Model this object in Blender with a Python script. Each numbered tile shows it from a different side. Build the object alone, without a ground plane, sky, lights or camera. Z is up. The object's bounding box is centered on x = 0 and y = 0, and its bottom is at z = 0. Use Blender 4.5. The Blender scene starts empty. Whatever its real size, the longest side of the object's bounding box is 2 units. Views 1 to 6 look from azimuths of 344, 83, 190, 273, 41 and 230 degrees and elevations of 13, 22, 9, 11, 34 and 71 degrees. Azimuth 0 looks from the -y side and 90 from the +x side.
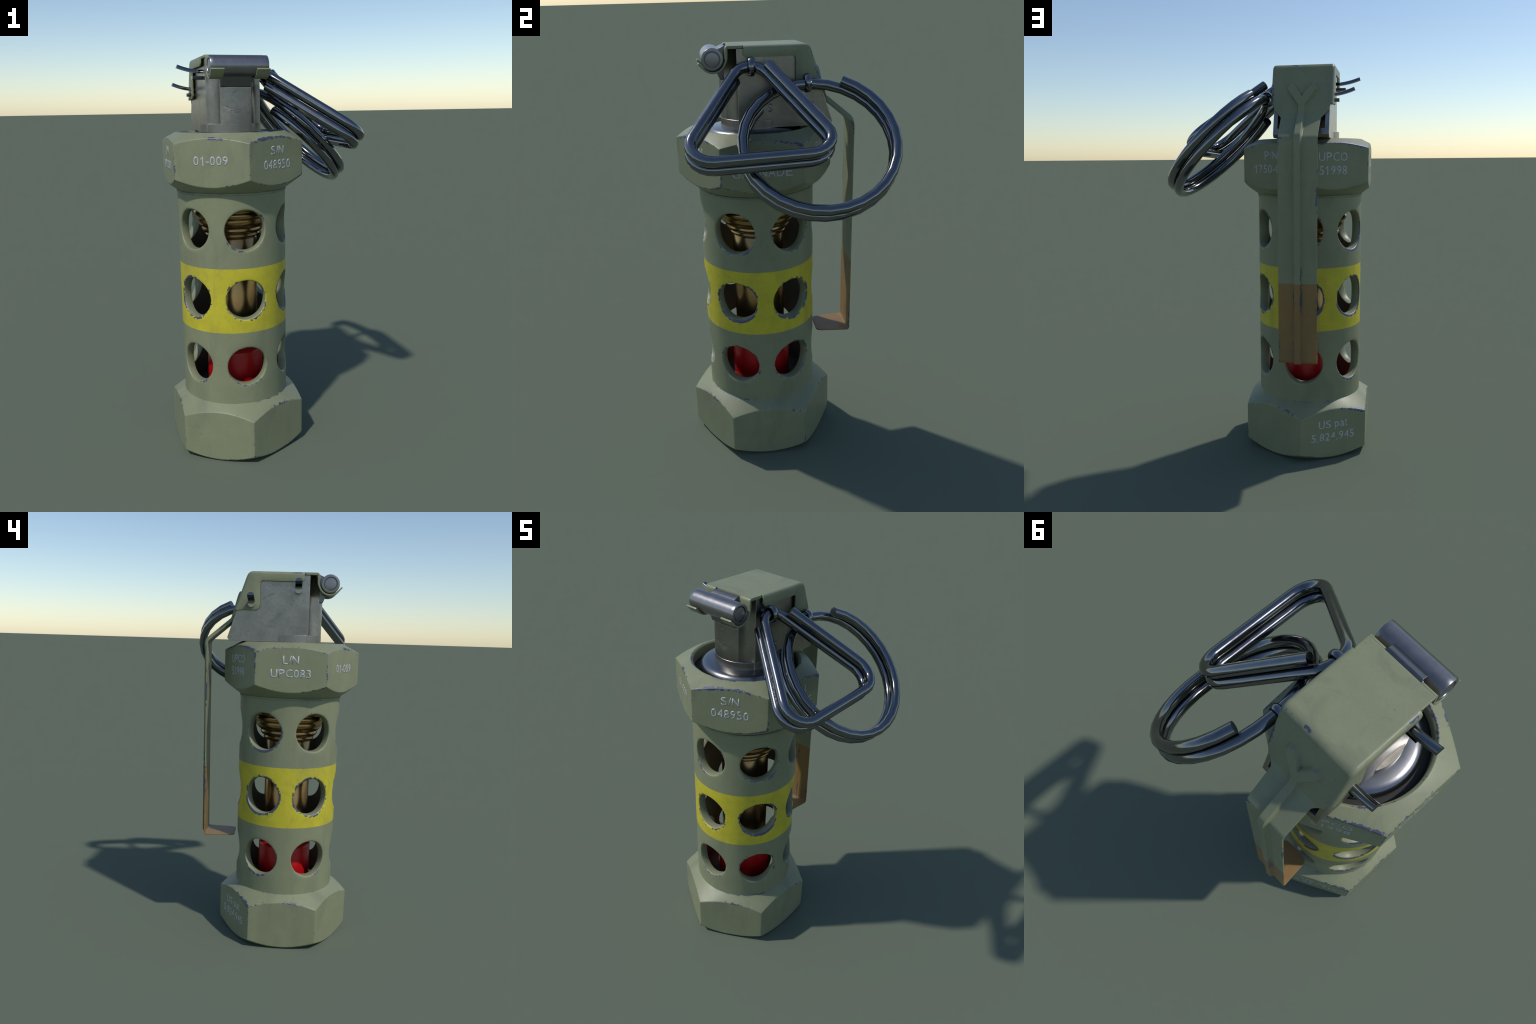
import bpy, bmesh, math, random
from mathutils import Vector, Matrix
random.seed(7)
pi = math.pi

# ------------------------------------------------------------------ frame
AXIS = Vector((-0.184, -0.100, 0.0))        # body axis in the picture frame
root = bpy.data.objects.new("stun_grenade", None)
bpy.context.scene.collection.objects.link(root)
root.location = AXIS
root["label"] = "olive perforated stun grenade with yellow band and steel pull rings"
root["category"] = "stun grenade"

# ------------------------------------------------------------------ node helpers
class NT:
    def __init__(self, name):
        self.m = bpy.data.materials.new(name); self.m.use_nodes = True
        self.t = self.m.node_tree
        self.b = self.t.nodes["Principled BSDF"]
        self.co = self.n("ShaderNodeTexCoord").outputs["Object"]
    def n(self, typ, **kw):
        nd = self.t.nodes.new(typ)
        for k, v in kw.items(): setattr(nd, k, v)
        return nd
    def put(self, sock, v):
        if isinstance(v, bpy.types.NodeSocket): self.t.links.new(v, sock)
        elif isinstance(v, (tuple, list)) and len(v) == 3 and sock.type == 'RGBA': sock.default_value = (*v, 1)
        else: sock.default_value = v
    def math(self, op, a, b=0.0, c=0.0):
        nd = self.n("ShaderNodeMath", operation=op)
        self.put(nd.inputs[0], a); self.put(nd.inputs[1], b); self.put(nd.inputs[2], c)
        return nd.outputs[0]
    def mix(self, f, a, b):
        nd = self.n("ShaderNodeMix", data_type='RGBA')
        self.put(nd.inputs["Factor"], f); self.put(nd.inputs[6], a); self.put(nd.inputs[7], b)
        return nd.outputs[2]
    def noise(self, scale, detail=3.0, rough=0.55, vec=None, stretch=None, dist=0.0):
        nd = self.n("ShaderNodeTexNoise")
        v = vec or self.co
        if stretch:
            mp = self.n("ShaderNodeMapping"); mp.inputs["Scale"].default_value = stretch
            self.put(mp.inputs["Vector"], v); v = mp.outputs[0]
        self.put(nd.inputs["Vector"], v)
        nd.inputs["Scale"].default_value = scale; nd.inputs["Detail"].default_value = detail
        nd.inputs["Roughness"].default_value = rough; nd.inputs["Distortion"].default_value = dist
        return nd.outputs["Fac"]
    def step(self, v, lo, hi, a=0.0, b=1.0):
        nd = self.n("ShaderNodeMapRange", interpolation_type='SMOOTHSTEP')
        self.put(nd.inputs[0], v)
        for i, x in zip((1, 2, 3, 4), (lo, hi, a, b)): self.put(nd.inputs[i], x)
        return nd.outputs[0]
    def bump(self, h, strength, dist=0.002):
        nd = self.n("ShaderNodeBump"); nd.inputs["Strength"].default_value = strength
        nd.inputs["Distance"].default_value = dist; self.put(nd.inputs["Height"], h)
        if self.b.inputs["Normal"].links: self.put(nd.inputs["Normal"], self.b.inputs["Normal"].links[0].from_socket)
        self.put(self.b.inputs["Normal"], nd.outputs[0])
    def edge(self, radius):
        """0 on flats, rising on convex/concave edges: angle between rounded and plain normal"""
        bv = self.n("ShaderNodeBevel", samples=16); bv.inputs["Radius"].default_value = radius
        g = self.n("ShaderNodeNewGeometry")
        d = self.n("ShaderNodeVectorMath", operation='DOT_PRODUCT')
        self.put(d.inputs[0], bv.outputs[0]); self.put(d.inputs[1], g.outputs["True Normal"])
        return self.math('SUBTRACT', 1.0, d.outputs["Value"])
    def xyz(self):
        s = self.n("ShaderNodeSeparateXYZ"); self.put(s.inputs[0], self.co); return s.outputs
    def vmax(self, *a):
        r = a[0]
        for x in a[1:]: r = self.math('MAXIMUM', r, x)
        return r
    def vmin(self, *a):
        r = a[0]
        for x in a[1:]: r = self.math('MINIMUM', r, x)
        return r
    def absdiff(self, a, b): return self.math('ABSOLUTE', self.math('SUBTRACT', a, b))
    def radius(self):
        x, y, z = self.xyz()
        return self.math('SQRT', self.math('ADD', self.math('MULTIPLY', x, x), self.math('MULTIPLY', y, y)))
    def segment(self, p, q, a, b, width):
        """1 on a straight scratch from a to b in the plane of coordinates p, q"""
        dx, dy = b[0] - a[0], b[1] - a[1]; L2 = dx * dx + dy * dy
        u, v = self.math('SUBTRACT', p, a[0]), self.math('SUBTRACT', q, a[1])
        t = self.math('DIVIDE', self.math('ADD', self.math('MULTIPLY', u, dx), self.math('MULTIPLY', v, dy)), L2)
        t = self.math('MINIMUM', self.math('MAXIMUM', t, 0.0), 1.0)
        eu, ev = self.math('MULTIPLY_ADD', t, -dx, u), self.math('MULTIPLY_ADD', t, -dy, v)
        d = self.math('SQRT', self.math('ADD', self.math('MULTIPLY', eu, eu), self.math('MULTIPLY', ev, ev)))
        taper = self.math('MULTIPLY_ADD', self.math('ABSOLUTE', self.math('SUBTRACT', t, 0.5)), -1.4, 1.15)
        return self.step(d, 0.0, self.math('MULTIPLY', taper, width), 1.0, 0.0)
    def set(self, **kw):
        for k, v in kw.items(): self.put(self.b.inputs[k.replace("_", " ")], v)
    def scratches(self, scale, angle, width=0.02, gate=0.56):
        """sparse thin lines: a stretched noise band crossed with a patchy gate"""
        mp = self.n("ShaderNodeMapping"); mp.inputs["Rotation"].default_value = angle
        self.put(mp.inputs["Vector"], self.co)
        nz = self.noise(scale, 0.0, 0.5, vec=mp.outputs[0], stretch=(1, 1, 0.03))
        line = self.step(self.math('ABSOLUTE', self.math('SUBTRACT', nz, 0.5)), 0.0, width, 1.0, 0.0)
        g = self.step(self.noise(scale * 0.5, 2.0), gate, gate + 0.05)
        return self.math('MULTIPLY', line, g)

OLIVE = (0.222, 0.238, 0.142)
CHIP = (0.100, 0.109, 0.165)  # bare metal, base colour tinted blue for the sky it reflects

def paint_finish(k, colour, wear=0.014, amount=0.5, spec=0.4, seed=0.0, dist=None, extra=0.0):
    """olive enamel: mottling, faint dirt, chipped metal along worn edges"""
    mott = k.noise(9, 5, 0.65)
    fine = k.noise(130, 3, 0.6)
    if not isinstance(colour, bpy.types.NodeSocket):
        colour = k.mix(0.0, colour, colour)
    dark = k.mix(1.0, (0, 0, 0), colour)
    hsv = k.n("ShaderNodeHueSaturation"); k.put(hsv.inputs["Color"], colour)
    k.put(hsv.inputs["Value"], k.math('ADD', k.math('MULTIPLY', mott, 0.26), k.math('ADD', 0.78, k.math('MULTIPLY', fine, 0.18))))
    hsv.inputs["Saturation"].default_value = 1.0
    col = hsv.outputs[0]
    smear = k.step(k.noise(5, 4, 0.6, stretch=(1.4, 1.4, 0.5), dist=0.8), 0.50, 0.70)
    col = k.mix(k.math('MULTIPLY', smear, 0.22), col, (0.10, 0.105, 0.085))
    speck = k.step(k.noise(75, 1, 0.4), 0.76, 0.80)
    col = k.mix(k.math('MULTIPLY', speck, 0.35), col, (0.06, 0.065, 0.06))
    ragged = k.noise(62, 4, 0.7)
    mp = k.n("ShaderNodeMapping"); mp.inputs["Location"].default_value = (seed, seed * 0.7, seed * 0.4); k.put(mp.inputs["Vector"], k.co)
    patch = k.noise(4.2, 3, 0.6, vec=mp.outputs[0])
    if dist is None:                                       # edges found by the bevel probe
        near = k.step(k.edge(wear), 0.004, 0.035)
        lot = k.math('ADD', k.math('ADD', k.math('MULTIPLY', near, 0.42), k.math('MULTIPLY', ragged, 0.5)), k.math('MULTIPLY', patch, 0.8))
        chip = k.step(lot, 1.15 - 0.1 * amount, 1.18 - 0.1 * amount)
    else:                                                  # distance to the worked edges of the part
        w = k.math('ADD', k.math('MULTIPLY', k.math('SUBTRACT', ragged, 0.5), 0.060), k.math('MULTIPLY', k.math('SUBTRACT', patch, 0.5), 0.085))
        w = k.math('ADD', w, k.math('ADD', 0.0085 * amount - 0.0068, extra))
        w = k.math('MINIMUM', w, 0.012)
        chip = k.step(k.math('SUBTRACT', w, dist), 0.0, 0.0012)
    col = k.mix(chip, col, CHIP)
    k.set(Base_Color=col, Metallic=k.math('MULTIPLY', chip, 0.55),
          Roughness=k.math('ADD', 0.36, k.math('MULTIPLY', k.noise(22, 4), 0.16)))
    k.b.inputs["Specular IOR Level"].default_value = spec
    k.bump(fine, 0.12, 0.002)
    k.bump(k.noise(14, 3), 0.10, 0.006)
    k.bump(k.math('SUBTRACT', 1.0, chip), 0.35, 0.002)
    return chip

def m_paint(name, colour=OLIVE, **kw):
    k = NT(name); paint_finish(k, colour, **kw); return k.m

def m_tube():
    k = NT("olive_enamel_with_yellow_band")
    x, y, z = k.xyz()
    r = k.math('SQRT', k.math('ADD', k.math('MULTIPLY', x, x), k.math('MULTIPLY', y, y)))
    wob = k.math('MULTIPLY', k.math('SUBTRACT', k.noise(60, 2), 0.5), 0.004)
    zz = k.math('ADD', z, wob)
    band = k.math('MULTIPLY', k.step(zz, 0.6705, 0.6735), k.step(zz, 0.9965, 0.9985, 1.0, 0.0))
    band = k.math('MULTIPLY', band, k.step(r, 0.2700, 0.2708))
    yel = k.mix(k.step(k.noise(16, 5, 0.7), 0.35, 0.7), (0.54, 0.475, 0.034), (0.47, 0.41, 0.034))
    dirt = k.step(k.noise(11, 5, 0.7, dist=1.0), 0.60, 0.74)
    yel = k.mix(k.math('MULTIPLY', dirt, 0.35), yel, (0.16, 0.15, 0.05))
    # bore of the tube: dark brown
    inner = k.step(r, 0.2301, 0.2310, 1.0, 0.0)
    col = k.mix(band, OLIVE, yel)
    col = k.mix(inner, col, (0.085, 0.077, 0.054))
    ang = k.math('ARCTAN2', y, x)
    fold = k.math('SUBTRACT', k.math('FLOORED_MODULO', ang, pi / 3), pi / 6)
    u = k.math('MULTIPLY', r, k.math('SINE', fold))
    v = k.math('SUBTRACT', k.math('FLOORED_MODULO', k.math('SUBTRACT', z, 0.494 - 0.17225), 0.3445), 0.17225)
    rho = k.math('SQRT', k.math('ADD', k.math('MULTIPLY', u, u), k.math('MULTIPLY', v, v)))
    rim = k.vmax(k.math('SUBTRACT', rho, 0.1015), k.math('MULTIPLY', k.math('SUBTRACT', 0.2735, r), 2.2))
    inband = k.math('MULTIPLY', k.step(z, 0.66, 0.68), k.step(z, 0.99, 1.01, 1.0, 0.0))
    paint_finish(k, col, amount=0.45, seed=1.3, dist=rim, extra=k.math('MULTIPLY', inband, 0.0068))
    return k.m

def m_lever():
    k = NT("olive_lever_with_brown_tip")
    x, y, z = k.xyz()
    low = k.step(k.math('ADD', z, k.math('MULTIPLY', k.math('SUBTRACT', k.noise(70, 2), 0.5), 0.004)), 0.9545, 0.9575, 1.0, 0.0)
    brown = k.mix(k.noise(12, 4), (0.235, 0.140, 0.048), (0.265, 0.158, 0.056))
    col = k.mix(low, OLIVE, brown)
    ax = k.math('ABSOLUTE', x)
    cheek = k.absdiff(ax, 0.147)
    slope = k.math('SUBTRACT', y, k.math('ADD', 0.244, k.math('MULTIPLY', k.math('SUBTRACT', 1.972, z), 0.351)))
    upper = k.math('MULTIPLY', k.step(z, 1.79, 1.80, 1.0, 0.0), 0.05)
    strap = k.math('MULTIPLY', k.step(y, 0.435, 0.440, 1.0, 0.0), 0.05)
    d = k.vmin(k.vmax(cheek, k.absdiff(z, 1.996)),
               k.vmax(k.absdiff(y, 0.232), k.absdiff(z, 1.994)),
               k.math('ADD', k.vmax(cheek, k.math('ABSOLUTE', slope)), upper),
               k.math('ADD', k.math('ADD', k.absdiff(ax, 0.0175), strap), 0.005),
               k.math('ADD', k.math('ADD', k.absdiff(ax, 0.0930), strap), 0.004),
               k.math('ADD', k.math('ADD', k.absdiff(z, 1.640), strap), 0.004))
    paint_finish(k, col, amount=0.55, seed=4.7, dist=d, extra=k.math('MULTIPLY', low, 0.003))
    return k.m

def m_cast():
    k = NT("worn_cast_zinc")
    cloud = k.noise(8, 5, 0.65); fine = k.noise(60, 4, 0.65)
    col = k.mix(k.step(cloud, 0.35, 0.68), (0.270, 0.257, 0.232), (0.345, 0.328, 0.295))
    col = k.mix(k.step(fine, 0.5, 0.75), col, (0.25, 0.243, 0.232))
    x, y, z = k.xyz()
    side = k.math('LESS_THAN', x, -0.13); front = k.math('LESS_THAN', y, -0.125)
    marks = 0.0
    for ax, az, bx, bz in ((.143, 1.922, .093, 1.898), (.167, 1.861, .099, 1.894), (.151, 1.894, .103, 1.845), (.085, 1.942, .045, 1.898), (.120, 1.943, .106, 1.928),
                           (.130, 1.749, .102, 1.756), (.088, 1.731, .071, 1.711), (-.007, 1.832, -.024, 1.834), (-.054, 1.871, -.040, 1.842), (.280, 1.677, .268, 1.667)):
        marks = k.math('MAXIMUM', marks, k.math('MULTIPLY', side, k.segment(y, z, (ax, az), (bx, bz), 0.0016)))
    for ax, az, bx, bz in ((-.025, 1.824, .006, 1.836), (-.045, 1.745, .006, 1.768), (-.056, 1.757, .023, 1.745), (-.036, 1.742, .021, 1.739), (-.012, 1.733, .016, 1.734), (.056, 1.726, .070, 1.745), (-.06, 1.763, -.02, 1.756)):
        marks = k.math('MAXIMUM', marks, k.math('MULTIPLY', front, k.segment(x, z, (ax, az), (bx, bz), 0.0019)))
    scr = k.math('MULTIPLY', marks, k.step(k.noise(90, 2), 0.28, 0.5))
    pits = k.step(k.noise(38, 2, 0.5), 0.73, 0.78)
    e = k.edge(0.010)
    shine = k.math('MULTIPLY', k.step(e, 0.01, 0.08), k.step(k.noise(20, 3), 0.35, 0.6))
    col = k.mix(k.math('MULTIPLY', shine, 0.5), col, (0.60, 0.59, 0.56))
    col = k.mix(k.math('MULTIPLY', pits, 0.5), col, (0.09, 0.09, 0.09))
    col = k.mix(k.math('MULTIPLY', scr, 0.5), col, (0.16, 0.155, 0.15))
    k.set(Base_Color=col, Metallic=1.0, Roughness=k.math('ADD', 0.27, k.math('MULTIPLY', fine, 0.16)))
    k.bump(fine, 0.12, 0.003)
    k.bump(k.math('SUBTRACT', 1.0, k.math('MAXIMUM', scr, k.math('MULTIPLY', pits, 0.4))), 0.3, 0.003)
    return k.m

def m_metal(name, c1, c2, metallic, rough, scale=20, bump=0.05, streak=None):
    k = NT(name)
    nz = k.noise(scale, 4, 0.6, stretch=streak)
    k.set(Base_Color=k.mix(nz, c1, c2), Metallic=metallic, Roughness=k.math('ADD', rough, k.math('MULTIPLY', nz, 0.12)))
    k.bump(nz, bump, 0.003)
    return k.m

def m_nut(name, top, low, lip, seed):
    """top, low: (radius, height, slope) of the two chamfer cones; lip: (radius, height) of a turned edge"""
    k = NT(name); x, y, z = k.xyz(); r = k.radius()
    f = []
    for a in (0, 60, 120):
        c, sn = math.cos(math.radians(a)), math.sin(math.radians(a))
        f.append(k.math('ABSOLUTE', k.math('ADD', k.math('MULTIPLY', x, c), k.math('MULTIPLY', y, sn))))
    h = k.vmax(*f)
    mid = k.math('SUBTRACT', k.math('ADD', k.math('ADD', f[0], f[1]), f[2]), k.math('ADD', h, k.vmin(*f)))
    off = k.absdiff(h, APO)
    ds = [k.math('ADD', k.vmax(off, k.absdiff(mid, APO)), 0.0045)]      # corners wear less than the turned chamfers
    for r0, z0, sl in (top, low):
        cone = k.math('ADD', z0, k.math('MULTIPLY', k.math('SUBTRACT', r, r0), sl))
        ds.append(k.math('ADD', k.vmax(off, k.absdiff(z, cone)), 0.0 if sl < 0 else 0.005))
    ds.append(k.math('ADD', k.absdiff(r, lip[0]), k.absdiff(z, lip[1])))
    toward = k.math('DIVIDE', k.math('ADD', k.math('MULTIPLY', x, 0.5), k.math('MULTIPLY', y, -0.866)), r)     # one flat has been dragged
    paint_finish(k, OLIVE, amount=0.60, seed=seed, dist=k.vmin(*ds), extra=k.step(toward, 0.86, 0.95, 0.0, 0.0085))
    return k.m
APO = 0.3665 * math.cos(pi / 6)
M_TOPNUT = m_nut("olive_enamel_upper_nut", (0.273, 1.6446, -0.50), (0.276, 1.364, 0.735), (0.266, 1.643), 0.0)
M_BASENUT = m_nut("olive_enamel_base_nut", (0.268, 0.301, -0.71), (0.307, 0.0, 0.67), (0.276, 0.301), 2.6)
M_NUT = m_paint("olive_enamel", amount=0.5, wear=0.010)
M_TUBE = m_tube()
M_LEVER = m_lever()
M_CAST = m_cast()
M_WIRE = m_metal("polished_steel_wire", (0.17, 0.175, 0.19), (0.24, 0.245, 0.255), 1.0, 0.08, 30, 0.02)
M_ROLL = m_metal("burnished_steel", (0.20, 0.20, 0.215), (0.30, 0.29, 0.29), 0.9, 0.28, 24, 0.12)
M_DOME = m_metal("bright_spun_aluminium", (0.19, 0.19, 0.20), (0.30, 0.30, 0.305), 1.0, 0.22, 6, 0.04, (1, 1, 8))
M_BRONZE = m_metal("bronze", (0.30, 0.185, 0.075), (0.42, 0.26, 0.105), 0.92, 0.20, 14, 0.05)
M_RED = m_metal("red_lacquer", (0.42, 0.004, 0.006), (0.50, 0.006, 0.008), 0.0, 0.30, 18, 0.03)
M_TEXT = m_metal("etched_silver_marking", (0.41, 0.42, 0.44), (0.46, 0.47, 0.49), 0.0, 0.45, 60, 0.02)
M_GAP_BLACK = m_metal("matt_black", (0.014, 0.014, 0.015), (0.022, 0.022, 0.022), 0.0, 0.6, 40, 0.1)
M_CLIP = m_metal("dull_dark_steel", (0.16, 0.16, 0.17), (0.22, 0.215, 0.22), 0.95, 0.28, 30, 0.1)

# ------------------------------------------------------------------ mesh helpers
def obj(name, bm, mat, parent=None, smooth=True, angle=35, bevel=0.0, segs=2, blimit=32, weld=1e-5):
    if weld: bmesh.ops.remove_doubles(bm, verts=bm.verts, dist=weld)
    bmesh.ops.recalc_face_normals(bm, faces=bm.faces)
    me = bpy.data.meshes.new(name); bm.to_mesh(me); bm.free()
    o = bpy.data.objects.new(name, me)
    bpy.context.scene.collection.objects.link(o)
    o.parent = parent or root
    me.materials.append(mat)
    if bevel:
        md = o.modifiers.new("round", 'BEVEL'); md.width = bevel; md.segments = segs
        md.limit_method = 'ANGLE'; md.angle_limit = math.radians(blimit); md.miter_outer = 'MITER_ARC'
        bake(o)
    if smooth:
        for p in o.data.polygons: p.use_smooth = True
        o.data.set_sharp_from_angle(angle=math.radians(angle))
        if bevel: flatten(o)
    return o

def flatten(o):
    """face-weighted normals keep the broad faces flat and the light on the rounded edges"""
    md = o.modifiers.new("weighted", 'WEIGHTED_NORMAL'); md.keep_sharp = True; md.weight = 60
    bake(o)

def bake(o):
    dg = bpy.context.evaluated_depsgraph_get(); dg.update()
    ev = o.evaluated_get(dg)
    me = bpy.data.meshes.new_from_object(ev)
    o.modifiers.clear(); old = o.data; o.data = me; bpy.data.meshes.remove(old)

def grid(bm, rows, closed=False):
    vs = [[bm.verts.new(p) for p in r] for r in rows]
    n = len(rows[0])
    for a, b in zip(vs[:-1], vs[1:]):
        for i in range(n if closed else n - 1):
            j = (i + 1) % n
            bm.faces.new((a[i], a[j], b[j], b[i]))
    return vs

def lathe(bm, prof, seg=72, axis='z'):
    """revolve (radius, height) pairs"""
    rows = []
    for r, h in prof:
        r = max(r, 1e-4)
        row = []
        for i in range(seg):
            a = 2 * pi * i / seg
            c, s = r * math.cos(a), r * math.sin(a)
            row.append((c, s, h) if axis == 'z' else (h, c, s))
        rows.append(row)
    vs = grid(bm, rows, True)
    bm.faces.new(vs[0]); bm.faces.new(vs[-1])

def prism(bm, poly, lo, hi, axis='x'):
    """extrude a 2D outline: axis x -> (y,z) outline, axis z -> (x,y) outline"""
    f = (lambda p, h: (h, p[0], p[1])) if axis == 'x' else (lambda p, h: (p[0], p[1], h))
    grid_ = [[bm.verts.new(f(p, h)) for p in poly] for h in (lo, hi)]
    n = len(poly)
    for i in range(n):
        j = (i + 1) % n
        bm.faces.new((grid_[0][i], grid_[0][j], grid_[1][j], grid_[1][i]))
    bm.faces.new(grid_[0]); bm.faces.new(grid_[1])

def sweep(bm, pts, section, up=Vector((0, 0, 1))):
    """carry a closed 2D section along a path with a parallel-transported frame, flat ends"""
    pts = [Vector(p) for p in pts]
    t0 = (pts[1] - pts[0]).normalized()
    n = (up - t0 * up.dot(t0)).normalized()
    rows = []
    for i, p in enumerate(pts):
        a = pts[max(i - 1, 0)]; b = pts[min(i + 1, len(pts) - 1)]
        t = (b - a).normalized()
        n = (n - t * n.dot(t)).normalized()
        bn = t.cross(n)
        # keep the bore width through a bend
        k = 1.0
        if 0 < i < len(pts) - 1:
            c = (pts[i] - a).normalized().dot((b - pts[i]).normalized())
            k = 1.0 / max(math.sqrt((1 + c) / 2), 0.8)
        rows.append([p + n * (u * (k if False else 1)) + bn * v for u, v in section])
    vs = grid(bm, rows, True)
    bm.faces.new(vs[0]); bm.faces.new(vs[-1])

def circle(r, n, ph=0.0): return [(r * math.cos(2 * pi * i / n + ph), r * math.sin(2 * pi * i / n + ph)) for i in range(n)]

def boolean(o, cutters):
    for c in cutters:
        md = o.modifiers.new("cut", 'BOOLEAN'); md.operation = 'DIFFERENCE'; md.solver = 'EXACT'; md.object = c
    bake(o)
    for c in cutters:
        me = c.data; bpy.data.objects.remove(c); bpy.data.meshes.remove(me)

# ------------------------------------------------------------------ hexagonal end nuts
RHEX = 0.3665; APO = RHEX * math.cos(pi / 6)
def hexr(a):
    d = (a - pi / 6) % (pi / 3)                       # corners stand at 30, 90, 150 ... degrees
    return APO / math.cos(d - pi / 6)

def nut(name, outline, mat, per=14):
    """outline(h) gives the (radius, height) profile of the meridian whose hexagon radius is h"""
    bm = bmesh.new(); n = 6 * per
    cols = [outline(hexr(pi / 6 + 2 * pi * i / n)) for i in range(n)]
    rows = []
    for k in range(len(cols[0])):
        rows.append([(cols[i][k][0] * math.cos(pi / 6 + 2 * pi * i / n), cols[i][k][0] * math.sin(pi / 6 + 2 * pi * i / n), cols[i][k][1]) for i in range(n)])
    vs = grid(bm, rows, True)
    bm.faces.new(vs[0]); bm.faces.new(vs[-1])
    return obj(name, bm, mat, bevel=0.0045, segs=2, blimit=26, angle=40)

def top_outline(h):
    zt = 1.646 - 0.505 * (h - 0.270); zb = 1.364 + 0.735 * (h - 0.276)
    return [(0.01, 1.570), (0.2575, 1.570), (0.2575, 1.6365), (0.270, 1.646), ((0.270 + h) / 2, (1.646 + zt) / 2), (h, zt), (h, zb),
            ((h + 0.276) / 2, (zb + 1.364) / 2), (0.276, 1.364), (0.01, 1.364)]
def base_outline(h):
    zt = 0.301 - 0.71 * (h - 0.268); zb = 0.0005 + 0.67 * max(h - 0.307, 0)
    return [(0.01, 0.3015), (0.268, 0.301), ((0.268 + h) / 2, (0.301 + zt) / 2), (h, zt), (h, zb), (0.307, 0.0), (0.01, 0.0)]
top_nut = nut("top_nut", top_outline, M_TOPNUT)
base_nut = nut("base_nut", base_outline, M_BASENUT)

# ------------------------------------------------------------------ perforated tube
RT, RI, RH = 0.274, 0.230, 0.1005
ROWS = (0.494, 0.8385, 1.183); HALF = 0.17225
def tube():
    bm = bmesh.new()
    nu, nv = 12, 14
    per = []                                           # cell border: unit square walk
    for i in range(nu): per.append((-1 + 2 * i / nu, -1))
    for i in range(nv): per.append((1, -1 + 2 * i / nv))
    for i in range(nu): per.append((1 - 2 * i / nu, 1))
    for i in range(nv): per.append((-1, 1 - 2 * i / nv))
    ha = pi / 6
    def on(a0, z0, ang, dz, rho):
        return (rho * math.cos(a0 + ang), rho * math.sin(a0 + ang), z0 + dz)
    for zc in ROWS:
        for k in range(6):
            a0 = pi / 6 + k * pi / 3
            loops = []
            dirs = [math.atan2(v * HALF, u * ha * RT) for u, v in per]
            def hole(r, rho): return [on(a0, zc, math.asin(r * math.cos(d) / rho), r * math.sin(d), rho) for d in dirs]
            def blend(t, r, rho):
                out = []
                for (u, v), d in zip(per, dirs):
                    ia, iz = math.asin(r * math.cos(d) / rho), r * math.sin(d)
                    out.append(on(a0, zc, u * ha * (1 - t) + ia * t, v * HALF * (1 - t) + iz * t, rho))
                return out
            for t in (0, 0.3, 0.6, 0.85): loops.append(blend(t, RH + 0.006, RT))
            loops += [hole(RH + 0.006, RT), hole(RH + 0.0030, RT - 0.0008), hole(RH + 0.0004, RT - 0.0028), hole(RH - 0.0018, RT - 0.0070)]
            loops += [hole(RH - 0.0030, RI + 0.003), hole(RH - 0.0015, RI)]
            for t in (0.7, 0.35, 0): loops.append(blend(t, RH - 0.0015, RI))
            grid(bm, loops, True)
    # plain collars above and below the pierced rows
    na = 6 * nu
    for z0, z1 in ((0.296, ROWS[0] - HALF), (ROWS[2] + HALF, 1.372)):
        for rho in (RT, RI):
            grid(bm, [[(rho * math.cos(2 * pi * i / na), rho * math.sin(2 * pi * i / na), z) for i in range(na)] for z in (z0, z1)], True)
    bmesh.ops.remove_doubles(bm, verts=bm.verts, dist=1e-5)
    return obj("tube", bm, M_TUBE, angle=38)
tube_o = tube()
# thin rolled lip where the tube meets the top nut
bm = bmesh.new(); lathe(bm, [(0.262, 1.352), (0.2752, 1.352), (0.2776, 1.356), (0.2776, 1.362), (0.262, 1.368)], 96)
obj("collar", bm, M_NUT, angle=50)

# ------------------------------------------------------------------ charge seen through the ports
bm = bmesh.new()
prof = [(0.0, 0.52), (0.1246, 0.52), (0.1246, 1.110)]
ribs = [(0.1246, 1.1135), (0.139, 1.136), (0.158, 1.169), (0.1865, 1.216), (0.194, 1.256), (0.201, 1.298), (0.203, 1.330), (0.203, 1.360)]
for (r0, z0), (r1, z1) in zip(ribs[:-1], ribs[1:]):        # broad convex bands with a shallow crease between
    for i in range(7):
        t = i / 6; prof.append((r0 + (r1 - r0) * t + 0.0105 * math.sin(pi * t) ** 0.7 - 0.004, z0 + (z1 - z0) * (0.03 + 0.94 * t)))
prof += [(0.15, 1.366), (0.0, 1.366)]
lathe(bm, prof, 64)
obj("charge_case", bm, M_BRONZE, angle=60)
bm = bmesh.new()
lathe(bm, [(0.0, 0.3025), (0.147, 0.3025), (0.147, 0.508), (0.1455, 0.514), (0.130, 0.527), (0.1255, 0.5285), (0.0, 0.5285)], 64)
obj("red_cap", bm, M_RED, angle=50)
bm = bmesh.new(); lathe(bm, [(0.05, 0.3020), (0.2298, 0.3020), (0.2298, 0.3055), (0.05, 0.3055)], 64)
obj("tube_floor", bm, m_metal("dark_brown_floor", (0.060, 0.055, 0.040), (0.090, 0.080, 0.056), 0.0, 0.55, 25, 0.1), tube_o, angle=40)

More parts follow.
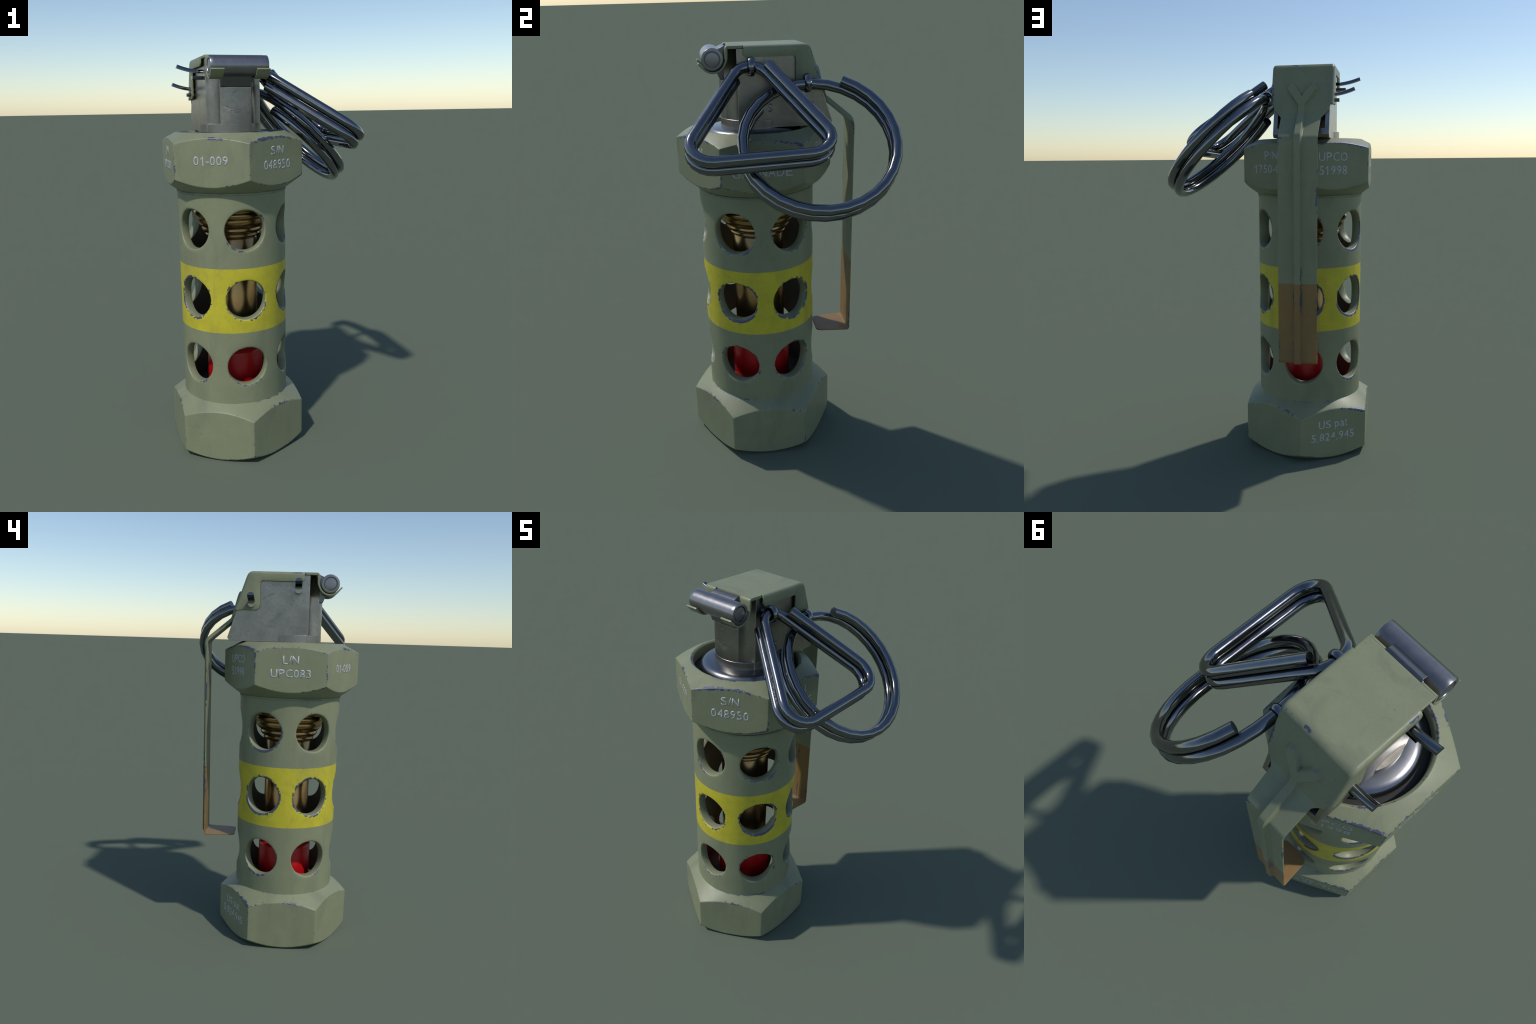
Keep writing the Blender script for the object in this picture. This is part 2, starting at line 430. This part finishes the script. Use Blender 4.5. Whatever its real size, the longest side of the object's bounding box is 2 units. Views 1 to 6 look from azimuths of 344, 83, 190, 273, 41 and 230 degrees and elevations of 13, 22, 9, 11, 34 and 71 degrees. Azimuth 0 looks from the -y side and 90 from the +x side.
# ------------------------------------------------------------------ fuze: dome, collar, body
bm = bmesh.new()
lathe(bm, [(0.0, 1.548), (0.216, 1.548), (0.224, 1.562), (0.2262, 1.597), (0.2250, 1.611), (0.221, 1.622), (0.2135, 1.631), (0.203, 1.637), (0.190, 1.6405), (0.172, 1.6425), (0.158, 1.6445), (0.10, 1.645), (0.0, 1.645)], 72)
dome = obj("flange", bm, M_DOME, angle=60)
bm = bmesh.new(); lathe(bm, [(0.20, 1.566), (0.2574, 1.566), (0.2574, 1.590), (0.252, 1.593), (0.236, 1.593), (0.20, 1.592)], 72)
obj("dark_gap_ring", bm, M_GAP_BLACK, angle=40)
fuze = None
def fuze_body():
    c, s = (-0.135, -0.081), (-0.077, -0.133)
    foot = []
    R = 0.1535
    for i in range(17):                                # rounded front pad
        x = -0.077 + 0.154 * i / 16
        foot.append((x, -math.sqrt(R * R - x * x)))
    def flute(p, q, sag=0.015, n=8):                   # hollow corner between pad and side
        out = []
        p, q = Vector(p), Vector(q); d = q - p; nrm = Vector((-d.y, d.x)).normalized()
        if nrm.dot(Vector((0, 0)) - p) < 0: nrm = -nrm
        for i in range(1, n):
            t = i / n; out.append(tuple(p + d * t + nrm * sag * 4 * t * (1 - t)))
        return out
    foot += flute(foot[-1], (0.135, -0.081)) + [(0.135, -0.081), (0.135, 0.45), (-0.135, 0.45), (-0.135, -0.081)] + flute((-0.135, -0.081), foot[0])
    bm = bmesh.new(); prism(bm, foot, 1.645, 1.986, 'z')
    # sloping back, eased at the foot
    for co, no in (((0, 0.3425, 1.664), (0, 1, 0.335)), ((0, 0.3365, 1.653), (0, 1, -0.75)), ((0, 0.325, 1.6455), (0, 0.35, -1))):
        bmesh.ops.bisect_plane(bm, geom=bm.verts[:] + bm.edges[:] + bm.faces[:], plane_co=co, plane_no=no, clear_outer=True)
        e = [x for x in bm.edges if x.is_boundary]
        if e: bmesh.ops.contextual_create(bm, geom=e)
    o = obj("fuze_body", bm, M_CAST, smooth=False)
    cut = []
    for lo, hi in (((-0.114, 0.16, 1.689), (0.114, 0.6, 1.965)), ((-0.074, -0.4, 1.853), (0.074, -0.112, 2.2))):
        b2 = bmesh.new(); bmesh.ops.create_cube(b2, size=1)
        for v in b2.verts:
            for i in range(3): v.co[i] = lo[i] if v.co[i] < 0 else hi[i]
        cut.append(obj("cutter", b2, M_CAST, smooth=False))
    boolean(o, cut)
    md = o.modifiers.new("round", 'BEVEL'); md.width = 0.004; md.segments = 2; md.limit_method = 'ANGLE'; md.angle_limit = math.radians(34)
    bake(o)
    for p in o.data.polygons: p.use_smooth = True
    o.data.set_sharp_from_angle(angle=math.radians(50))
    flatten(o)
    return o
fuze = fuze_body()
bm = bmesh.new()
lathe(bm, [(0.0, 1.640), (0.1543, 1.640), (0.1543, 1.6812), (0.1530, 1.6825), (0.0, 1.6825)], 72)
obj("boss", bm, M_CAST, fuze, angle=30)
# striker block between lever hook and roller
bm = bmesh.new()
prism(bm, [(-0.108, 1.9835), (-0.131, 1.9975), (-0.160, 1.985), (-0.176, 1.962), (-0.172, 1.902), (-0.1525, 1.8535), (-0.118, 1.8535), (-0.118, 1.900), (-0.108, 1.930)], -0.0745, 0.0745)
obj("striker", bm, M_CLIP, fuze, bevel=0.003, angle=40)
# roller
bm = bmesh.new()
half = [(0.0, 0.1375), (0.026, 0.1375), (0.0295, 0.1368), (0.0308, 0.1350), (0.0312, 0.1290), (0.0340, 0.1290), (0.0345, 0.1365), (0.0356, 0.1388), (0.0440, 0.1392), (0.0464, 0.1382), (0.0476, 0.1360), (0.0476, 0.12)]
lathe(bm, [(r, h) for r, h in half] + [(r, -h) for r, h in reversed(half)], 40, 'x')
for v in bm.verts: v.co += Vector((0, -0.1855, 1.9455))
obj("roller", bm, M_ROLL, fuze, angle=30)

# ------------------------------------------------------------------ safety lever (one pressed sheet)
TH = 0.0125
PROFILE = [(-0.1155, 2.0), (0.2125, 2.0), (0.2255, 1.9975), (0.2350, 1.9915), (0.2415, 1.984), (0.2470, 1.972), (0.3055, 1.805), (0.3165, 1.770),
           (0.3200, 1.761), (0.3265, 1.7515), (0.3360, 1.743), (0.4460, 1.651), (0.4530, 1.643), (0.4570, 1.633), (0.4580, 1.622),
           (0.4580, 0.578), (0.4565, 0.569), (0.4520, 0.5622), (0.4440, 0.5595), (0.315, 0.5595), (0.300, 0.5595), (0.292, 0.5595), (0.2875, 0.5595)]
FL0, FL1 = (-0.052, 2.0), (0.3055, 1.805)              # the side cheeks run between these points
def lever():
    P = [Vector(p) for p in PROFILE]
    pts = [P[0]]
    for a, b in zip(P[:-1], P[1:]):
        step = 0.0065 if b.y > 1.6 else 0.02
        n = max(1, int((b - a).length / step))
        pts += [a + (b - a) * i / n for i in range(1, n + 1)]
    # make the cheek ends fall on profile stations
    k0 = min(range(len(pts)), key=lambda i: (pts[i] - Vector(FL0)).length)
    k1 = min(range(len(pts)), key=lambda i: (pts[i] - Vector(FL1)).length)
    N = []
    for i in range(len(pts)):
        t = (pts[min(i + 1, len(pts) - 1)] - pts[max(i - 1, 0)]).normalized()
        N.append(Vector((-t.y, t.x)))
    def halfw(p, i):
        if k0 <= i <= k1: return 0.137
        if p.x < 0: return 0.1405
        if p.y > 1.60:
            if p.y > 1.777: return 0.137 - 0.004 * (1.805 - p.y) / 0.028
            if p.y > 1.742: return 0.133 - 0.037 * (1.777 - p.y) / 0.035
            return 0.096 - 0.003 * min((1.742 - p.y) / 0.1, 1)
        if p.y < 0.5625:
            taper = 0.014 * max(0.0, min(1.0, (0.440 - p.x) / 0.128))
            if p.x < 0.312: return 0.063 - taper + math.sqrt(max(0.0, 0.030 ** 2 - (0.030 * (0.312 - p.x) / 0.0250) ** 2))
            return 0.093 - taper
        return 0.093
    def seg(px, pz, ax, az, bx, bz):
        d = Vector((bx - ax, bz - az)); q = Vector((px - ax, pz - az))
        t = max(0, min(1, q.dot(d) / d.dot(d))); return (q - d * t).length
    def rib(x, p):
        if p.x < 0.2: return 0.0
        z = p.y
        if z < 0.5635: return 0.0
        d = min(seg(x, z, 0, 1.815, 0, 0.4), seg(x, z, 0, 1.806, 0.051, 1.879) - 0.0035, seg(x, z, 0, 1.806, -0.051, 1.879) - 0.0035)
        t = max(0.0, min(1.0, (0.0208 - d) / 0.0062)); t = t * t * (3 - 2 * t)
        return t * (0.0165 if z > 1.80 else 0.018 if z < 1.68 else 0.018 - 0.0015 * (z - 1.68) / 0.12)
    NX = 76; r = 0.015
    bm = bmesh.new()
    lay = {}
    rows = []
    for i, p in enumerate(pts):
        w = halfw(p, i); row = []
        for j in range(NX + 1):
            x = w * (-1 + 2 * j / NX)
            hb = rib(x, p); q = p + N[i] * hb; lay[(round(x, 5), round(q.x, 5), round(q.y, 5))] = (hb, p, N[i])
            row.append((x, q.x, q.y))
        rows.append(row)
    grid(bm, rows)
    for sgn in (-1, 1):
        strip = []
        for i in range(k0, k1 + 1):
            st = []
            for a in range(6):
                an = a / 5 * pi / 2
                q = pts[i] - N[i] * (r * (1 - math.cos(an)))
                st.append((sgn * (0.137 + r * math.sin(an)), q.x, q.y))
            strip.append(st)
        grid(bm, strip)
        rim = [s[-1][1:] for s in strip]
        def arc(cx, cz, rr, a0, a1, n=5): return [(cx + rr * math.cos(math.radians(a0 + (a1 - a0) * i / n)), cz + rr * math.sin(math.radians(a0 + (a1 - a0) * i / n))) for i in range(n + 1)]
        low = arc(0.199, 1.829, 0.024, 270, 180) + arc(0.163, 1.941, 0.012, 0, 90) + arc(-0.034, 1.971, 0.018, 270, 180)
        loop = [(sgn * 0.152, y, z) for y, z in rim + [(rim[-1][0] - 0.012, 1.8045)] + low]
        vs = [bm.verts.new(p) for p in loop]
        bm.faces.new(vs)
    bmesh.ops.remove_doubles(bm, verts=bm.verts, dist=1e-5)
    bmesh.ops.triangulate(bm, faces=[f for f in bm.faces if len(f.verts) > 4])
    # two hooks that cradle the roller
    hook = [(-0.1162, 2.0), (-0.1210, 1.9987), (-0.1250, 1.9955), (-0.1275, 1.991), (-0.1282, 1.986), (-0.1285, 1.962), (-0.1295, 1.946), (-0.1320, 1.934)]
    cy, cz, R = -0.1838, 1.9455, 0.0512
    hook += [(cy + R * math.cos(math.radians(a)), cz + R * math.sin(math.radians(a))) for a in range(-22, -133, -10)]
    hook.append((-0.2430, 1.9325))
    for sgn in (-1, 1):
        grid(bm, [[(sgn * x, y, z) for x in (0.0775, 0.098, 0.119, 0.1405)] for y, z in hook])
    bmesh.ops.recalc_face_normals(bm, faces=bm.faces)
    # every shell must face away from the fuze so that thickness goes inward
    seen = set()
    bm.faces.ensure_lookup_table()
    for f0 in bm.faces:
        if f0 in seen: continue
        st, comp = [f0], []
        seen.add(f0)
        while st:
            f = st.pop(); comp.append(f)
            for e in f.edges:
                for g in e.link_faces:
                    if g not in seen: seen.add(g); st.append(g)
        top = max(comp, key=lambda f: f.calc_center_median().z)
        if top.normal.z < 0: bmesh.ops.reverse_faces(bm, faces=comp)
    me = bpy.data.meshes.new("safety_lever"); bm.to_mesh(me); bm.free()
    o = bpy.data.objects.new("safety_lever", me); bpy.context.scene.collection.objects.link(o)
    o.parent = root; me.materials.append(M_LEVER)
    vg = o.vertex_groups.new(name="gauge")               # the strap is drawn thinner than the cover
    flush = {}; count = len(me.vertices)
    for v in me.vertices:
        w = max(0.0, min(1.0, (v.co.z - 1.72) / 0.10)) * 0.5 + 0.5
        if v.co.z > 1.795 and abs(v.co.x) > 0.1495 and v.co.y > -0.06: w = 0.62
        if v.co.y < -0.1161: w = 0.62 if v.co.z < 1.94 else 0.8
        hb, p, nr = lay.get((round(v.co.x, 5), round(v.co.y, 5), round(v.co.z, 5)), (0.0, None, None))
        if hb > 0: flush[v.index] = (v.co.x, *(p - nr * (w * TH)))     # pressed rib: raised outside, flush inside
        vg.add([v.index], w, 'REPLACE')
    md = o.modifiers.new("sheet", 'SOLIDIFY'); md.thickness = TH; md.offset = -1; md.use_even_offset = False
    md.vertex_group = "gauge"
    bake(o)
    for i, co in flush.items(): o.data.vertices[count + i].co = co
    bv = o.modifiers.new("round", 'BEVEL'); bv.width = 0.0016; bv.segments = 2; bv.limit_method = 'ANGLE'; bv.angle_limit = math.radians(60)
    bake(o)
    for p in o.data.polygons: p.use_smooth = True
    o.data.set_sharp_from_angle(angle=math.radians(40))
    return o
lev = lever()

# ------------------------------------------------------------------ split pins
def cotter(y, z, lower, tip, hub):
    """two half-round prongs: the lower one cropped straight, the upper one bent up; an eye on the far side"""
    r = 0.0175
    def halfround(sgn): return [(0.0006 * sgn, -r), (0.0006 * sgn, r)] + [(sgn * (0.0006 + (r - 0.001) * math.sin(pi * i / 8)), r * math.cos(pi * i / 8)) for i in range(1, 8)]
    bm = bmesh.new()
    up = [(0.142, y, z + 0.006), (-0.13, y, z + 0.006), (-0.160, y, z + 0.006)]
    end = Vector(tip)
    for i in range(1, 8):
        t = i / 7; up.append((-0.160 + (end.x + 0.160) * t, y, z + 0.006 + (end.z - z - 0.006) * (0.45 * t + 0.55 * t * t)))
    sweep(bm, up, halfround(1))
    sweep(bm, [(0.142, y, z - 0.007), (lower, y, z - 0.007)], halfround(-1))
    c = Vector((hub[0], y, hub[1])); R = 0.0305
    eye = [c + Vector((R * math.cos(math.radians(a)) * 1.0, 0, R * math.sin(math.radians(a)) * 1.08)) for a in range(160, -161, -16)]
    eye = [Vector((0.138, y, z + 0.010))] + eye + [Vector((0.138, y, z - 0.010))]
    sweep(bm, eye, [(0.0085 * math.cos(2 * pi * i / 10), 0.0145 * math.sin(2 * pi * i / 10)) for i in range(10)], up=Vector((0, 0, 1)))
    return obj("split_pin", bm, M_WIRE, angle=50)
pin_front = cotter(-0.022, 1.915, -0.187, (-0.262, -0.022, 1.9455), (0.1715, 1.9150))
pin_back = cotter(0.218, 1.842, -0.174, (-0.250, 0.218, 1.8725), (0.1860, 1.8400))

# ------------------------------------------------------------------ pull rings
WIRE = 0.0232
def round_ring():
    c = Vector((0.4500, 0.2262, 1.6485))
    a, b, n = Vector((-0.651, 0.411, 0.638)), Vector((0.295, 0.912, -0.285)), Vector((-0.699, 0.003, -0.715))
    R, pitch, T = 0.3174, 0.0472, 11.36
    steps = int(30 * T / (2 * pi))
    pts = [c + a * (R * math.cos(t)) + b * (R * math.sin(t)) + n * (0.0020 + pitch * t / (2 * pi)) for t in (T * i / steps for i in range(steps + 1))]
    bm = bmesh.new(); sweep(bm, pts, circle(WIRE, 12))
    return obj("round_pull_ring", bm, M_WIRE, pin_back, angle=60)

def fillet(p0, p1, p2, r, n=7):
    a, b = (p0 - p1).normalized(), (p2 - p1).normalized()
    h = math.acos(max(-1, min(1, a.dot(b)))) / 2
    s, e = p1 + a * (r / math.tan(h)), p1 + b * (r / math.tan(h))
    c = p1 + (a + b).normalized() * (r / math.sin(h))
    va, vb = s - c, e - c; th = pi - 2 * h
    return [c + (va * math.sin((1 - i / n) * th) + vb * math.sin(i / n * th)) / math.sin(th) for i in range(n + 1)]

def triangle_ring():
    A = Vector((0.1323, -0.0274, 2.0050))
    ex, ey, ez = Vector((-0.018, 1.0, 0.012)), Vector((-0.794, -0.021, 0.608)), Vector((0.608, 0.001, 0.794))
    ra, rb = 0.0802, 0.0875
    o, R, L = Vector((0, 0)), Vector((0.3268, -0.6039)), Vector((-0.3519, -0.6039))
    corner = fillet(o, R, L, rb) + fillet(R, L, o, rb)
    path = [R.normalized() * 0.1458] + corner + fillet(L, o, R, ra) + corner + [L.normalized() * 0.132]
    q = [path[0]]
    for u, v in zip(path[:-1], path[1:]):
        n = max(1, int((v - u).length / 0.08)); q += [u + (v - u) * i / n for i in range(1, n + 1)]
    s, pts = 0.0, []
    for i, p in enumerate(q):
        if i: s += (q[i] - q[i - 1]).length
        pts.append(A + ex * p.x + ey * p.y - ez * (0.0025 + 0.0445 * s / 1.532))
    bm = bmesh.new(); sweep(bm, pts, circle(WIRE * 1.02, 12))
    return obj("triangular_pull_ring", bm, M_WIRE, pin_front, angle=60)
round_ring(); triangle_ring()

# ------------------------------------------------------------------ markings
ADV = {'/': .300, '-': .333, ',': .278, ' ': .278, 't': .278, 'A': .667, 'E': .667, 'P': .667, 'S': .667, 'T': .611,
       'C': .722, 'D': .722, 'N': .722, 'R': .722, 'U': .722, 'G': .778, 'O': .778}
BAND = {'-': (.235, .325), ',': (-.14, .10), 'a': (-.01, .53), 'p': (-.20, .53), 't': (-.01, .68)}
def glyph(ch):
    """outline of one character as flat faces in its own box"""
    bm = bmesh.new()
    if ch == '1':                                          # stem with a flag, as on the object
        v = [bm.verts.new((x, y, 0)) for x, y in ((.27, 0), (.36, 0), (.36, .716), (.30, .716), (.27, .66))]
        w = [bm.verts.new((x, y, 0)) for x, y in ((.11, .54), (.27, .60), (.27, .66), (.30, .716))]
        w2 = [bm.verts.new((.11, .455, 0)), bm.verts.new((.27, .55, 0)), bm.verts.new((.27, .66, 0)), bm.verts.new((.11, .54, 0))]
        bm.faces.new(v); bm.faces.new(w2)
        for x in w: bm.verts.remove(x)
        return bm
    if ch in '-L' and ch == '-':
        bm.faces.new([bm.verts.new((x, y, 0)) for x, y in ((.03, .235), (.30, .235), (.30, .325), (.03, .325))]); return bm
    cu = bpy.data.curves.new("t", 'FONT'); cu.body = ch; cu.offset = 0.007; cu.resolution_u = 3
    t = bpy.data.objects.new("t", cu); bpy.context.scene.collection.objects.link(t)
    dg = bpy.context.evaluated_depsgraph_get(); dg.update()
    me = bpy.data.meshes.new_from_object(t.evaluated_get(dg)); bpy.data.objects.remove(t); bpy.data.curves.remove(cu)
    bm.from_mesh(me); bpy.data.meshes.remove(me)
    xs = [v.co.x for v in bm.verts]; ys = [v.co.y for v in bm.verts]
    lo, hi, yl, yh = min(xs), max(xs), min(ys), max(ys)
    adv = ADV.get(ch, .556); sb = 0.02 if ch in '/A' else 0.02 if ch in 't,' else 0.05
    b0, b1 = BAND.get(ch, (0.0, .716))
    if ch == ',': sb = 0.09
    for v in bm.verts:
        v.co.x = sb + (v.co.x - lo) / (hi - lo) * (adv - 2 * sb); v.co.y = b0 + (v.co.y - yl) / (yh - yl) * (b1 - b0)
    return bm

def marking(txt, face, x0, x1, z0, z1, parent, off=APO + 0.0001, rise=0.0003, mat=None, name="marking"):
    bm = bmesh.new(); pen = 0.0
    for ch in txt:
        if ch != ' ':
            g = glyph(ch)
            for v in g.verts: v.co.x += pen
            tmp = bpy.data.meshes.new("tmp"); g.to_mesh(tmp); g.free(); bm.from_mesh(tmp); bpy.data.meshes.remove(tmp)
        pen += ADV.get(ch, .556)
    xs = [v.co.x for v in bm.verts]; lo, hi = min(xs), max(xs)
    g = bmesh.ops.extrude_face_region(bm, geom=bm.faces[:])
    new = {v for v in g["geom"] if isinstance(v, bmesh.types.BMVert)}
    a = math.radians(face); nr = Vector((math.cos(a), math.sin(a), 0)); tg = Vector((-math.sin(a), math.cos(a), 0))
    for v in bm.verts:
        u = x0 + (v.co.x - lo) / (hi - lo) * (x1 - x0); w = z0 + v.co.y / 0.716 * (z1 - z0)
        v.co = nr * (off + (rise if v in new else 0.0)) + tg * u + Vector((0, 0, w))
    return obj(name, bm, mat or M_TEXT, parent, smooth=False, weld=0)
for txt, face, x0, x1, z0, z1, par in (
        ("L/N", 180, -0.043, 0.038, 1.5375, 1.5800, top_nut), ("UPC083", 180, -0.103, 0.100, 1.4705, 1.5125, top_nut),
        ("01-009", 240, -0.086, 0.080, 1.4975, 1.5405, top_nut),
        ("S/N", 300, -0.041, 0.046, 1.5375, 1.5800, top_nut), ("048950", 300, -0.088, 0.092, 1.4705, 1.5155, top_nut),
        ("STUN", 0, -0.082, 0.082, 1.5375, 1.5800, top_nut), ("GRENADE", 0, -0.134, 0.130, 1.4660, 1.5100, top_nut),
        ("P/N", 60, -0.041, 0.044, 1.5400, 1.5835, top_nut), ("1750-001", 60, -0.1085, 0.112, 1.4750, 1.5170, top_nut),
        ("UPCO", 120, -0.087, 0.067, 1.5320, 1.5755, top_nut), ("51998", 120, -0.084, 0.064, 1.4660, 1.5105, top_nut),
        ("US pat", 120, -0.083, 0.079, 0.1660, 0.2085, base_nut), ("5,824,945", 120, -0.124, 0.118, 0.0985, 0.1415, base_nut)):
    marking(txt, face, x0, x1, z0, z1, par)
marking("S", 0, 0.049, 0.071, 1.716, 1.752, fuze, off=0.1348, rise=0.003, mat=M_CAST, name="cast_letter")
